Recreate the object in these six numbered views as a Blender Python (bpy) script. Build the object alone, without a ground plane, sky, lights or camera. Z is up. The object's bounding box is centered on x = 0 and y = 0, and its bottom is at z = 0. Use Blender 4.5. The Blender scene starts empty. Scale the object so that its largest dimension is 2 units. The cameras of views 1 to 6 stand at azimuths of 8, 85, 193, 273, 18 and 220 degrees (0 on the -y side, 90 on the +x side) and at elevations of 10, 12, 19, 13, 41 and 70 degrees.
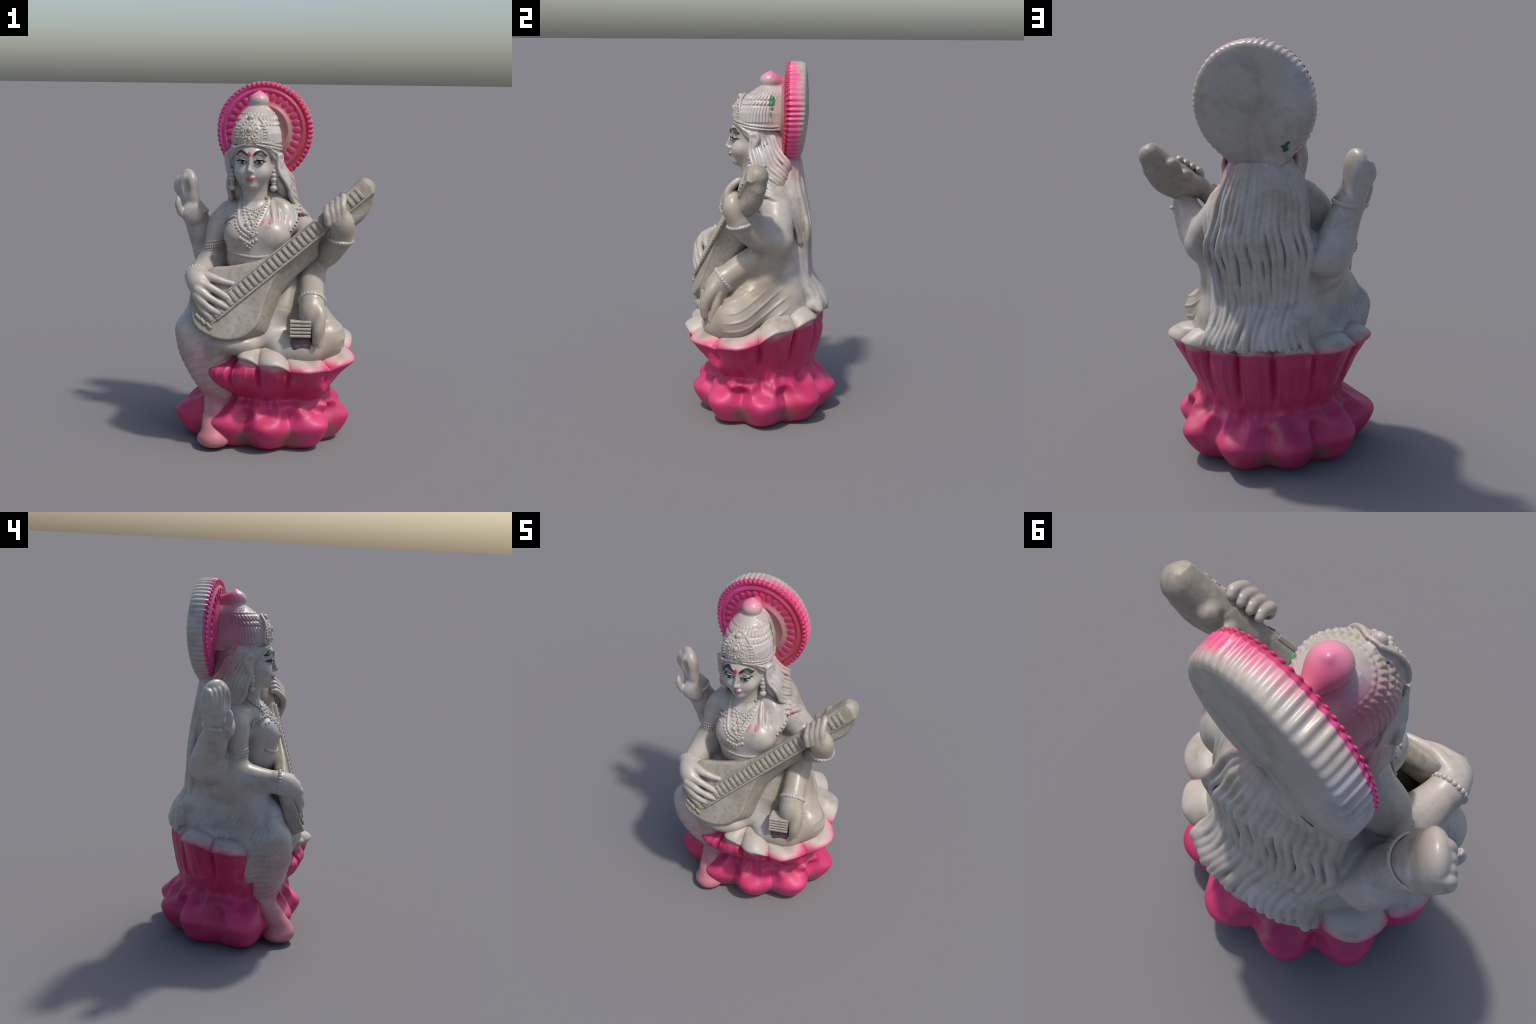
"""Painted plaster figurine: a seated four-armed goddess playing a long-necked lute,
on a two-tiered lotus pedestal, with a tall crown and a round halo.
Smooth bodies are built as blended distance fields (capsules, tubes, ellipsoids) and
meshed with surface nets; pedestal and halo are lofted profiles."""
import bpy, math
import numpy as np
from mathutils import Vector
from mathutils.bvhtree import BVHTree

RNG = np.random.RandomState(7)
A = lambda *v: np.array(v, np.float64)
PARTS = {}

# ------------------------------------------------------------------ field modelling
def unit(v):
    v = np.asarray(v, float)
    return v / np.linalg.norm(v)

def catmull(pts, n):
    """n samples of a Catmull-Rom curve through pts (any dimension)."""
    P = np.asarray(pts, float)
    P = np.vstack([2 * P[0] - P[1], P, 2 * P[-1] - P[-2]])
    m = len(P) - 3
    out = []
    for s in np.linspace(0, m - 1e-9, n):
        i = int(s); t = s - i
        a, b, c, d = P[i], P[i + 1], P[i + 2], P[i + 3]
        out.append(.5 * ((2 * b) + (c - a) * t + (2 * a - 5 * b + 4 * c - d) * t * t + (3 * b - a - 3 * c + d) * t ** 3))
    return np.array(out)

class Field:
    """Distance field on a grid; parts are blended in one after another."""
    def __init__(self, lo, hi, h):
        self.lo, self.h = A(*lo), h
        self.n = np.ceil((A(*hi) - self.lo) / h).astype(int) + 1
        self.D = np.full(self.n, 0.5, np.float32)
        self.L = np.zeros(self.n, np.int16)
        self.ax = [(self.lo[i] + h * np.arange(self.n[i])).astype(np.float32) for i in range(3)]

    def box(self, lo, hi):
        i0 = np.clip(np.floor((np.asarray(lo) - self.lo) / self.h).astype(int), 0, self.n - 1)
        i1 = np.clip(np.ceil((np.asarray(hi) - self.lo) / self.h).astype(int) + 1, 1, self.n)
        i1 = np.maximum(i1, i0 + 1)
        sl = tuple(slice(a, b) for a, b in zip(i0, i1))
        return sl, (self.ax[0][sl[0]][:, None, None], self.ax[1][sl[1]][None, :, None], self.ax[2][sl[2]][None, None, :])

    def blend(self, sl, d, k, label, cut=False):
        o = self.D[sl]
        if cut:
            h = np.maximum(k - np.abs(o + d), 0) / k if k > 0 else 0
            self.D[sl] = np.maximum(o, -d) + h * h * k * .25
            return
        if label is not None:
            self.L[sl] = np.where(d < o, label, self.L[sl])
        h = np.maximum(k - np.abs(o - d), 0) / k if k > 0 else 0
        self.D[sl] = np.minimum(o, d) - h * h * k * .25

    def ell(self, c, r, k=.02, label=None, rot=None, cut=False):
        c, r = np.asarray(c, float), np.asarray(r, float)
        m = r.max() if rot is not None else r
        sl, (X, Y, Z) = self.box(c - m - k - .015, c + m + k + .015)
        x, y, z = X - c[0], Y - c[1], Z - c[2]
        if rot is not None:
            R = np.asarray(rot)
            x, y, z = (R[0][0] * x + R[0][1] * y + R[0][2] * z, R[1][0] * x + R[1][1] * y + R[1][2] * z,
                       R[2][0] * x + R[2][1] * y + R[2][2] * z)
        k0 = np.sqrt((x / r[0]) ** 2 + (y / r[1]) ** 2 + (z / r[2]) ** 2)
        k1 = np.sqrt((x / r[0] ** 2) ** 2 + (y / r[1] ** 2) ** 2 + (z / r[2] ** 2) ** 2)
        self.blend(sl, (k0 * (k0 - 1) / np.maximum(k1, 1e-6)).astype(np.float32), k, label, cut)

    def tube(self, pts, radii, k=.02, label=None, n=None, flat=None, cut=False):
        """Tube along a smooth curve; flat = (direction, factor) squashes its section."""
        P = np.asarray(pts, float)
        R = np.asarray(radii, float) if np.ndim(radii) else np.full(len(P), float(radii))
        if n is None:
            n = max(2, min(48, 12 * (len(P) - 1))) if len(P) > 2 else 2
        if len(P) > 2:
            Q = catmull(np.column_stack([P, R]), n)
            P, R = Q[:, :3], np.maximum(Q[:, 3], .0015)
        m = R.max() + k + .012
        sl, (X, Y, Z) = self.box(P.min(0) - m, P.max(0) + m)
        D = np.full((X.shape[0], Y.shape[1], Z.shape[2]), .5, np.float32)
        full = Field.__new__(Field)
        full.lo = np.array([X.flat[0], Y.flat[0], Z.flat[0]], float); full.h = self.h
        full.n = np.array(D.shape); full.ax = [X.ravel(), Y.ravel(), Z.ravel()]
        for a, b, ra, rb in zip(P[:-1], P[1:], R[:-1], R[1:]):
            mm = max(ra, rb) + k + .01
            s2, (x, y, z) = full.box(np.minimum(a, b) - mm, np.maximum(a, b) + mm)
            ba = b - a; L2 = max(ba @ ba, 1e-12)
            x, y, z = x - a[0], y - a[1], z - a[2]
            t = np.clip((x * ba[0] + y * ba[1] + z * ba[2]) / L2, 0, 1)
            x, y, z = x - t * ba[0], y - t * ba[1], z - t * ba[2]
            if flat is not None:
                nn = unit(flat[0]); e = (x * nn[0] + y * nn[1] + z * nn[2]) * (1 / flat[1] - 1)
                x, y, z = x + e * nn[0], y + e * nn[1], z + e * nn[2]
            d = np.sqrt(x * x + y * y + z * z) - (ra + (rb - ra) * t)
            if flat is not None:
                d = d * max(flat[1], .5)
            D[s2] = np.minimum(D[s2], d)
        self.blend(sl, D, k, label, cut)

    def func(self, lo, hi, f, k=.01, label=None, cut=False):
        sl, (X, Y, Z) = self.box(lo, hi)
        self.blend(sl, np.broadcast_to(f(X, Y, Z), (X.shape[0], Y.shape[1], Z.shape[2])).astype(np.float32), k, label, cut)

    def offset(self, lo, hi, f):
        sl, (X, Y, Z) = self.box(lo, hi)
        self.D[sl] += f(X, Y, Z).astype(np.float32)

    def mesh(self):
        D = self.D; n = self.n
        ins = D < 0
        cnt = np.zeros(n - 1, np.int8)
        for i in (0, 1):
            for j in (0, 1):
                for l in (0, 1):
                    cnt += ins[i:n[0] - 1 + i, j:n[1] - 1 + j, l:n[2] - 1 + l]
        act = np.argwhere((cnt > 0) & (cnt < 8))
        ids = np.full(n - 1, -1, np.int32); ids[tuple(act.T)] = np.arange(len(act))
        acc = np.zeros((len(act), 3)); num = np.zeros(len(act))
        C = [(i, j, l) for i in (0, 1) for j in (0, 1) for l in (0, 1)]
        val = {c: D[act[:, 0] + c[0], act[:, 1] + c[1], act[:, 2] + c[2]].astype(float) for c in C}
        for c in C:
            for ax in range(3):
                if c[ax] == 0:
                    e = list(c); e[ax] = 1; e = tuple(e)
                    a, b = val[c], val[e]
                    m = (a < 0) != (b < 0)
                    t = np.where(m, a / np.where(m, a - b, 1), 0)
                    p = np.tile(np.array(c, float), (len(act), 1)); p[:, ax] += t
                    acc[m] += p[m]; num[m] += 1
        V = (act + acc / num[:, None]) * self.h + self.lo
        F = []
        for ax in range(3):
            u, w = (ax + 1) % 3, (ax + 2) % 3
            s0 = [slice(None)] * 3; s1 = [slice(None)] * 3
            s0[ax], s1[ax] = slice(0, -1), slice(1, None)
            for q in (u, w):
                s0[q] = s1[q] = slice(1, -1)
            a, b = ins[tuple(s0)], ins[tuple(s1)]
            for flip in (0, 1):
                E = np.argwhere(a & ~b if not flip else ~a & b)
                E[:, u] += 1; E[:, w] += 1
                q = []
                for du, dw in ((1, 1), (0, 1), (0, 0), (1, 0)):
                    G = E.copy(); G[:, u] -= du; G[:, w] -= dw
                    q.append(ids[tuple(G.T)])
                q = np.column_stack(q)
                F.append(q[:, ::-1] if flip else q)
        F = np.vstack(F)
        F = F[(F >= 0).all(1)]
        lab = self.L[act[:, 0], act[:, 1], act[:, 2]]
        return V, F, lab

def relax(V, F, rounds=1, w=.5):
    """Light Laplacian smoothing of a quad mesh."""
    for _ in range(rounds):
        S = np.zeros_like(V); c = np.zeros(len(V))
        for i in range(4):
            j = F[:, (i + 1) % 4]
            np.add.at(S, F[:, i], V[j]); np.add.at(c, F[:, i], 1)
            np.add.at(S, j, V[F[:, i]]); np.add.at(c, j, 1)
        V = V * (1 - w) + w * S / np.maximum(c, 1)[:, None]
    return V

# ------------------------------------------------------------------ objects
def build_mesh(name, V, F, mat):
    me = bpy.data.meshes.new(name)
    me.from_pydata([tuple(v) for v in V] if len(V) < 2000 else V.tolist(), [], F if isinstance(F, list) else F.tolist())
    me.update()
    me.polygons.foreach_set("use_smooth", [True] * len(me.polygons))
    if mat:
        me.materials.append(mat)
    return me

def add(name, me, parent, loc=None):
    o = bpy.data.objects.new(name, me)
    bpy.context.scene.collection.objects.link(o)
    if parent is not None:
        o.parent = parent
    if loc is not None:
        o.location = loc
    return o

def split(V, F, lab, table, parent_of):
    """Cut one smooth surface into named parts that keep the whole surface's normals."""
    whole = build_mesh("whole", V, F, None)
    nv = np.empty(len(V) * 3, np.float32); whole.vertex_normals.foreach_get("vector", nv); nv = nv.reshape(-1, 3)
    bpy.data.meshes.remove(whole)
    fl = np.sort(lab[F], 1)[:, 1]
    for key, (name, mat, kind) in table.items():
        f = F[fl == key]
        if not len(f):
            continue
        used, inv = np.unique(f, return_inverse=True)
        me = build_mesh(name, V[used], inv.reshape(f.shape), mat)
        me.normals_split_custom_set_from_vertices([tuple(q) for q in nv[used]])
        o = add(name, me, parent_of)
        if kind:
            o["kind"] = kind
        PARTS.setdefault(name, o)
    return BVHTree.FromPolygons([tuple(v) for v in V], F.tolist())

def loft(rows, close_u=True):
    """Quad grid from rows[j][i]; u wraps."""
    R = np.asarray(rows); m, n = R.shape[:2]
    V = R.reshape(-1, 3)
    i = np.arange(n if close_u else n - 1); j = np.arange(m - 1)
    I, J = np.meshgrid(i, j)
    a = J * n + I; b = J * n + (I + 1) % n
    F = np.stack([a, b, b + n, a + n], -1).reshape(-1, 4)
    return V, F

# ------------------------------------------------------------------ materials
class Mat:
    def __init__(self, name, rough=.45, spec=.5, coat=0.):
        self.m = bpy.data.materials.new(name); self.m.use_nodes = True
        self.t = self.m.node_tree; self.N = self.t.nodes; self.b = self.N["Principled BSDF"]
        self.b.inputs["Roughness"].default_value = rough
        self.b.inputs["Specular IOR Level"].default_value = spec
        self.b.inputs["Coat Weight"].default_value = coat
        self.b.inputs["Coat Roughness"].default_value = .3
        self.co = self.N.new("ShaderNodeTexCoord").outputs["Object"]
        self.col = None

    def link(self, a, b):
        self.t.links.new(a, b)

    def math(self, op, a, b=None, clamp=False):
        n = self.N.new("ShaderNodeMath"); n.operation = op; n.use_clamp = clamp
        for i, v in enumerate((a, b)):
            if v is None: continue
            if isinstance(v, (int, float)): n.inputs[i].default_value = v
            else: self.link(v, n.inputs[i])
        return n.outputs[0]

    def mapping(self, scale=(1, 1, 1), loc=(0, 0, 0), rot=(0, 0, 0)):
        n = self.N.new("ShaderNodeMapping")
        n.inputs["Location"].default_value = loc; n.inputs["Scale"].default_value = scale; n.inputs["Rotation"].default_value = rot
        self.link(self.co, n.inputs[0]); return n.outputs[0]

    def noise(self, scale, detail=4, vec=None, rough=.55):
        n = self.N.new("ShaderNodeTexNoise"); n.inputs["Scale"].default_value = scale
        n.inputs["Detail"].default_value = detail; n.inputs["Roughness"].default_value = rough
        self.link(vec if vec is not None else self.co, n.inputs["Vector"]); return n.outputs["Fac"]

    def ramp(self, v, lo, hi, a=0., b=1.):
        n = self.N.new("ShaderNodeMapRange"); n.interpolation_type = 'SMOOTHSTEP'
        n.inputs[1].default_value = lo; n.inputs[2].default_value = hi
        n.inputs[3].default_value = a; n.inputs[4].default_value = b
        self.link(v, n.inputs[0]); return n.outputs[0]

    def base(self, c):
        n = self.N.new("ShaderNodeRGB"); n.outputs[0].default_value = (*c, 1); self.col = n.outputs[0]
        return self

    def mix(self, c, fac):
        n = self.N.new("ShaderNodeMix"); n.data_type = 'RGBA'
        if isinstance(fac, (int, float)): n.inputs[0].default_value = fac
        else: self.link(fac, n.inputs[0])
        self.link(self.col, n.inputs[6])
        if isinstance(c, tuple): n.inputs[7].default_value = (*c, 1)
        else: self.link(c, n.inputs[7])
        self.col = n.outputs[2]; return self

    def zone(self, c, r, colour, strength=1., soft=.35, wobble=.15, ns=9.):
        """Soft-edged ellipsoidal patch of paint with a ragged border."""
        s = tuple(1 / q for q in r)
        v = self.mapping(scale=s, loc=tuple(-a * b for a, b in zip(c, s)))
        ln = self.N.new("ShaderNodeVectorMath"); ln.operation = 'LENGTH'; self.link(v, ln.inputs[0])
        d = self.math('ADD', ln.outputs["Value"], self.math('MULTIPLY', self.math('SUBTRACT', self.noise(ns, 5), .5), wobble * 2))
        return self.mix(colour, self.ramp(d, 1 - soft, 1 + soft, strength, 0.))

    def sep(self):
        n = self.N.new("ShaderNodeSeparateXYZ"); self.link(self.co, n.inputs[0]); return n.outputs

    def bump(self, h, strength=.2, dist=.004):
        n = self.N.new("ShaderNodeBump"); n.inputs["Strength"].default_value = strength; n.inputs["Distance"].default_value = dist
        self.link(h, n.inputs["Height"]); self.link(n.outputs[0], self.b.inputs["Normal"]); return self

    def done(self):
        self.link(self.col, self.b.inputs["Base Color"]); return self.m

IVORY, SHADE_BROWN, UMBER = (.400, .355, .312), (.225, .185, .135), (.13, .098, .066)  # ivory darkened and warmed toward the scan's brown shading
PINK, CRIMSON, MAGENTA = (.45, .024, .10), (.40, .02, .06), (.58, .06, .25)

def ivory(name, rough=.37):
    """Pearl white: painted lavender highlights, brown mottling for baked shade, fine specks."""
    m = Mat(name, rough, .5).base(IVORY)
    m.mix((.465, .445, .458), m.ramp(m.noise(4.2, 4, m.mapping(loc=(4, 2, 1))), .46, .66, 0, .6))  # bluish sunlit highlights tinted into the base colour
    m.mix(SHADE_BROWN, m.ramp(m.noise(6.5, 7, None, .62), .46, .70, 0, .6))  # scan's dark shaded blotches drawn as noise mottles
    m.mix(SHADE_BROWN, m.ramp(m.noise(23, 5), .50, .76, 0, .35))
    m.mix(UMBER, m.ramp(m.noise(75, 4), .62, .78, 0, .45))
    return m

def mats():
    M = {}
    m = ivory("ivory_pearl_paint")
    m.zone((-.27, -.27, .03), (.19, .19, .24), (.52, .08, .14), .7, .6, .3)
    m.zone((-.36, -.27, .38), (.16, .16, .20), (.45, .16, .20), .45, .7)
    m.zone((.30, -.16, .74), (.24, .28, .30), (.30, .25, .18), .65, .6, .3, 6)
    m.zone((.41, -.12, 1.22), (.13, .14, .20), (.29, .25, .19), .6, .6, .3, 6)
    m.bump(m.noise(90, 4), .12, .003); M["body"] = m.done()
    m = ivory("pearl_hair_paint")
    m.zone((.06, .17, 1.49), (.12, .08, .12), (.46, .20, .22), .55, .6)
    m.zone((-.23, .14, 1.60), (.07, .10, .12), (.36, .08, .14), .75, .6)
    m.bump(m.noise(70, 4, m.mapping(scale=(2, 2, .5))), .18, .003); M["hair"] = m.done()
    m = ivory("pearl_garment_paint")
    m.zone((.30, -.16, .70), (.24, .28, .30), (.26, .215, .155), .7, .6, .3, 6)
    m.bump(m.noise(90, 4), .12, .003); M["cloth"] = m.done()
    m = ivory("pearl_face_paint", .36)
    M["face"] = m.done()
    m = ivory("pearl_crown_paint")
    m.zone((-.205, .10, 1.74), (.10, .13, .17), (.40, .06, .15), .7, .6)
    m.zone((.05, .12, 1.74), (.08, .08, .14), (.46, .28, .28), .6, .6)
    m.zone((-.078, .09, 1.95), (.10, .12, .055), (.68, .16, .30), .75, .6)
    m.zone((-.10, .13, 1.90), (.07, .08, .06), (.55, .07, .16), .7, .6)
    M["crown"] = m.done()
    m = ivory("weathered_lute_paint", .5)
    m.mix((.27, .235, .18), m.ramp(m.noise(5, 5), .35, .65, .25, .8)); m.mix((.205, .18, .14), m.ramp(m.noise(40, 5), .45, .75, .15, .75))
    m.bump(m.noise(120, 4), .15, .003); M["lute"] = m.done()
    m = Mat("pale_bead_paint", .38).base((.42, .385, .35)); m.mix(UMBER, m.ramp(m.noise(45, 4), .5, .75, 0, .5)); M["bead"] = m.done()
    # pedestal: pink sides, ivory lips
    m = Mat("pink_lotus_paint", .5, .45).base(PINK)
    m.mix((.56, .045, .155), m.ramp(m.noise(4.5, 5), .42, .68, 0, .9))
    m.mix((.36, .02, .09), m.ramp(m.noise(3.1, 4, m.mapping(loc=(3, 1, 7))), .5, .75, 0, .7))
    m.mix((.33, .19, .14), m.ramp(m.noise(7.5, 5, m.mapping(loc=(1, 5, 2))), .62, .78, 0, .7))
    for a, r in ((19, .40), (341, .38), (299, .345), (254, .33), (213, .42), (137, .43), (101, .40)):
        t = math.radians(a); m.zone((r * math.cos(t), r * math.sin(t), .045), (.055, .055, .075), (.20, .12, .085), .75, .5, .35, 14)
    m.bump(m.noise(55, 5), .15, .004); M["pink"] = m.done()
    m = Mat("lotus_lip_paint", .42).base(IVORY)
    m.mix((.66, .34, .40), m.ramp(m.noise(9, 4), .4, .75, 0, .5)); M["lip"] = m.done()
    for key, c, r in (("black", (.012, .011, .012), .65), ("red", (.45, .02, .025), .45), ("lips", (.40, .12, .11), .4),
                      ("green", (.05, .20, .09), .6), ("dark_green", (.012, .07, .035), .5), ("teal", (.10, .22, .23), .5),
                      ("eye_white", (.30, .33, .33), .5), ("rose", (.40, .16, .17), .55), ("maroon", (.10, .055, .06), .6)):
        m = Mat(key + "_paint", r).base(c)
        m.mix(tuple(min(1, q * 1.5 + .03) for q in c), m.ramp(m.noise(60, 3), .5, .75, 0, .5)); M[key] = m.done()
    # halo
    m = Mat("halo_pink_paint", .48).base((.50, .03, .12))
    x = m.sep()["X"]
    m.mix(MAGENTA, m.ramp(x, -.02, -.26, 0, .9)); m.mix((.40, .012, .04), m.ramp(x, .02, .17, 0, .85))  # +x half coloured darker: shade baked into the scan's disc
    m.mix((.34, .03, .07), m.ramp(m.noise(8, 5), .48, .7, 0, .6))
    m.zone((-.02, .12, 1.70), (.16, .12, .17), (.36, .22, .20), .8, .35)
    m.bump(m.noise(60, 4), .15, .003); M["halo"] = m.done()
    m = ivory("halo_rim_paint")
    x = m.sep()
    side = m.ramp(x["X"], -.20, .16, .25, .95)
    depth = m.ramp(m.math('ADD', x["Y"], m.math('MULTIPLY', m.math('SUBTRACT', m.noise(22, 4), .5), .06)), .235, .175, 0, 1)
    m.mix((.66, .06, .20), m.math('MULTIPLY', side, depth)); M["halo_rim"] = m.done()
    m = ivory("halo_back_paint", .55)
    m.mix((.22, .22, .17), m.ramp(m.noise(4, 5), .45, .75, .1, .6)); M["halo_back"] = m.done()
    return M
M = mats()

root = bpy.data.objects.new("seated_goddess_figurine", None)
bpy.context.scene.collection.objects.link(root)
root["label"] = "painted plaster goddess playing a lute on pink lotus"
root["category"] = "figurine"

def sphere_mesh(name, r, mat, seg=16, rings=10):
    th = np.linspace(0, 2 * np.pi, seg, endpoint=False); ph = np.linspace(0.02, np.pi - .02, rings)
    rows = [[(r[0] * math.sin(p) * math.cos(t), r[1] * math.sin(p) * math.sin(t), -r[2] * math.cos(p)) for t in th] for p in ph]
    V, F = loft(rows)
    F = F.tolist() + [list(range(seg))[::-1], list(range((rings - 1) * seg, rings * seg))]
    return build_mesh(name, V, F, mat)

def orient(o, x, z):
    """Aim an object's local axes: z along z, x near x."""
    z = Vector(z).normalized(); y = z.cross(Vector(x)).normalized(); x = y.cross(z)
    from mathutils import Matrix
    loc = o.location.copy()
    o.matrix_basis = Matrix(((x.x, y.x, z.x, loc.x), (x.y, y.y, z.y, loc.y), (x.z, y.z, z.z, loc.z), (0, 0, 0, 1)))

# ------------------------------------------------------------------ lotus pedestal
def periodic(angles_deg, values, n, width=None):
    """Smooth periodic curve through (angle, value)."""
    a = np.radians(angles_deg); o = np.argsort(a % (2 * np.pi)); a = (a % (2 * np.pi))[o]; v = np.asarray(values, float)[o]
    a3 = np.concatenate([a - 2 * np.pi, a, a + 2 * np.pi]); v3 = np.tile(v, 3)
    t = np.linspace(0, 2 * np.pi, n, endpoint=False)
    i = np.searchsorted(a3, t, side='right') - 1
    s = (t - a3[i]) / (a3[i + 1] - a3[i]); s = s * s * (3 - 2 * s)
    return v3[i] * (1 - s) + v3[i + 1] * s

def bumps(centres_deg, n, p=.8, halfw=None):
    """1 at petal middles, 0 in the gaps between neighbours."""
    c = np.sort(np.radians(centres_deg) % (2 * np.pi)); m = len(c)
    t = np.linspace(0, 2 * np.pi, n, endpoint=False); out = np.zeros(n); idx = np.zeros(n, int); pos = np.zeros(n)
    mid = [(c[i] + (c[(i + 1) % m] + (2 * np.pi if i == m - 1 else 0))) / 2 for i in range(m)]
    for q, a in enumerate(t):
        for i in range(m):
            lo = mid[i - 1] - (2 * np.pi if i == 0 else 0); hi = mid[i]
            for w in (0, 2 * np.pi, -2 * np.pi):
                if lo <= a + w < hi:
                    d = a + w - c[i]; half = (hi - c[i]) if d > 0 else (c[i] - lo)
                    out[q] = max(0, math.cos(min(1, abs(d) / half) * math.pi / 2)) ** p; idx[q] = i; pos[q] = d / half
    return out, idx, pos

NT = 900
LOW = [(39, .462), (80, .455), (121, .466), (152, .508), (190, .528), (230, .420), (276, .388), (322, .440), (358.5, .468)]
UP = [(11, .474, .607), (41, .425, .635), (68, .385, .64), (95, .405, .645), (122, .425, .645), (152, .505, .625), (180, .524, .597),
      (207, .45, .60), (233, .30, .58), (256, .395, .566), (281, .438, .548), (306, .478, .508), (341, .520, .522)]
def pedestal():
    th = np.linspace(0, 2 * np.pi, NT, endpoint=False)
    lb, li, lp = bumps([a for a, _ in LOW], NT, 1.4)
    ub, ui, upos = bumps([a for a, _, _ in UP], NT, .6)
    low_r = periodic([a for a, _ in LOW], [r for _, r in LOW], NT)
    up_r = periodic([a for a, _, _ in UP], [r for _, r, _ in UP], NT)
    up_z = periodic([a for a, _, _ in UP], [z for _, _, z in UP], NT)
    waist = periodic([0, 45, 90, 135, 180, 210, 240, 270, 300, 330], [.365, .325, .335, .360, .385, .350, .275, .275, .290, .355], NT)
    cup = periodic([0, 30, 60, 90, 120, 150, 180, 225, 270, 300, 330], [.365, .330, .330, .340, .355, .380, .395, .375, .325, .345, .400], NT)
    bowl = periodic([0, 30, 60, 90, 120, 150, 180, 225, 270, 300, 330], [.415, .385, .370, .370, .385, .430, .445, .420, .385, .410, .450], NT)
    rows = []
    ts = np.linspace(0, 1, 140)
    for t in ts:
        # control polygon of the profile at each angle: foot, bulge, shoulder, waist, flare, lip, seat
        valley_low = .080 * (1 - lb); valley_up = .042 * (1 - ub)
        K = [0, .06, .16, .27, .37, .46, .58, .70, .79, .82, .855, .91, 1.0]
        Rk = [low_r - .120 - valley_low * .5, low_r - .060 - valley_low * .8, low_r - valley_low, low_r - .04 - valley_low, waist + .012 + .02 * lb,
              waist - .020 + .016 * lb, cup, bowl - valley_up * .6, up_r - .022 - valley_up, up_r - .002 - valley_up * 1.1,
              up_r - .035 - valley_up * .9, up_r - .115 - valley_up * .4, up_r * 0 + .08]
        Zk = [0 * th, .035 + 0 * th, .125 + .02 * lb, .195 + .012 * lb, .245 + 0 * th, .285 + 0 * th, .36 + 0 * th, .455 + (up_z - .57) * .6,
              up_z - .045 - .012 * (1 - ub), up_z - .020 - .032 * (1 - ub), up_z + .008 - .034 * (1 - ub), up_z + .030 - .018 * (1 - ub), up_z * .3 + .42]
        i = min(len(K) - 2, np.searchsorted(K, t, side='right') - 1)
        i = max(0, i)
        s = (t - K[i]) / (K[i + 1] - K[i])
        g = lambda L, q: L[min(max(q, 0), len(L) - 1)]
        def cr(L):
            a, b, c, d = g(L, i - 1), g(L, i), g(L, i + 1), g(L, i + 2)
            ka, kb, kc, kd = g(K, i - 1), g(K, i), g(K, i + 1), g(K, i + 2)
            mb = (c - a) / max(kc - ka, 1e-3) * (kc - kb); mc = (d - b) / max(kd - kb, 1e-3) * (kc - kb)
            s2, s3 = s * s, s ** 3
            return (2 * s3 - 3 * s2 + 1) * b + (s3 - 2 * s2 + s) * mb + (-2 * s3 + 3 * s2) * c + (s3 - s2) * mc
        r, z = cr(Rk), cr(Zk)
        # scooped faces and raised edges of the lower petals
        win = np.exp(-((z - .225) / .050) ** 2)
        scoop = .042 * win * np.exp(-(lp / .34) ** 2)
        edge = .017 * win * np.exp(-((np.abs(lp + .08 * np.sin(5 * th)) - .55) / .16) ** 2)
        pleat = edge + .004 * np.sin(th * 31 + 3 * np.sin(4 * th)) * np.exp(-((z - .275) / .04) ** 2)
        # upper petals: a hollow down the middle, a fine ridge beside each gap
        wu = np.clip((z - .33) / .06, 0, 1) * np.clip((up_z - .05 - z) / .04, 0, 1)
        rib = wu * (.007 * np.exp(-((np.abs(upos) - .72) / .13) ** 2) - .007 * np.exp(-((np.abs(upos) - 1.0) / .10) ** 2) + .004 * np.exp(-((upos - .2) / .10) ** 2) + .012 * ub - .006)
        r = r - scoop + pleat + rib
        rows.append(np.column_stack([r * np.cos(th), r * np.sin(th), z]))
    # the small curled petal at the front, between the tiers
    rows = np.array(rows)
    c = A(.303, -.262, .335)
    for j in range(len(rows)):
        d = np.linalg.norm((rows[j] - c) / A(.07, .07, .065), axis=1)
        w = np.exp(-d * d) * .055
        rows[j][:, 0] += w * .75; rows[j][:, 1] -= w * .66
    rows[0][:, 2] = 0
    V, F = loft(rows)
    base = len(V); V = np.vstack([V, [[0, 0, 0.0]], [[0, 0, .60]]])
    m = len(ts)
    ped = add("lotus_pedestal", None, root)
    # split into petals: tier by height along the profile, petal by angle
    jj = np.arange(len(F)) // NT; aa = np.arange(len(F)) % NT
    whole = build_mesh("whole", V, F, None)
    nv = np.empty(len(V) * 3, np.float32); whole.vertex_normals.foreach_get("vector", nv); nv = nv.reshape(-1, 3)
    bpy.data.meshes.remove(whole)
    def piece(name, mask, mats, mat_idx=None):
        f = F[mask]; used, inv = np.unique(f, return_inverse=True)
        me = build_mesh(name, V[used], inv.reshape(f.shape), None)
        for q in mats: me.materials.append(q)
        if mat_idx is not None: me.polygons.foreach_set("material_index", mat_idx[mask].astype(np.int32))
        me.normals_split_custom_set_from_vertices([tuple(q) for q in nv[used]])
        return add(name, me, ped)
    jw = int(.46 * (m - 1))
    lipw = ui.astype(float)
    for i in range(len(LOW)):
        piece("lower_petal", (jj < jw) & (li[aa] == i), [M["pink"]])
    for i in range(len(UP)):
        piece("upper_petal", (jj >= jw) & (ui[aa] == i), [M["upper"]])
    n0 = np.arange(NT)
    me = build_mesh("pedestal_underside", np.vstack([rows[0], [[0, 0, 0]]]), [[int((i + 1) % NT), int(i), NT] for i in n0], M["pink"])
    add("pedestal_underside", me, ped)
    return rows

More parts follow.
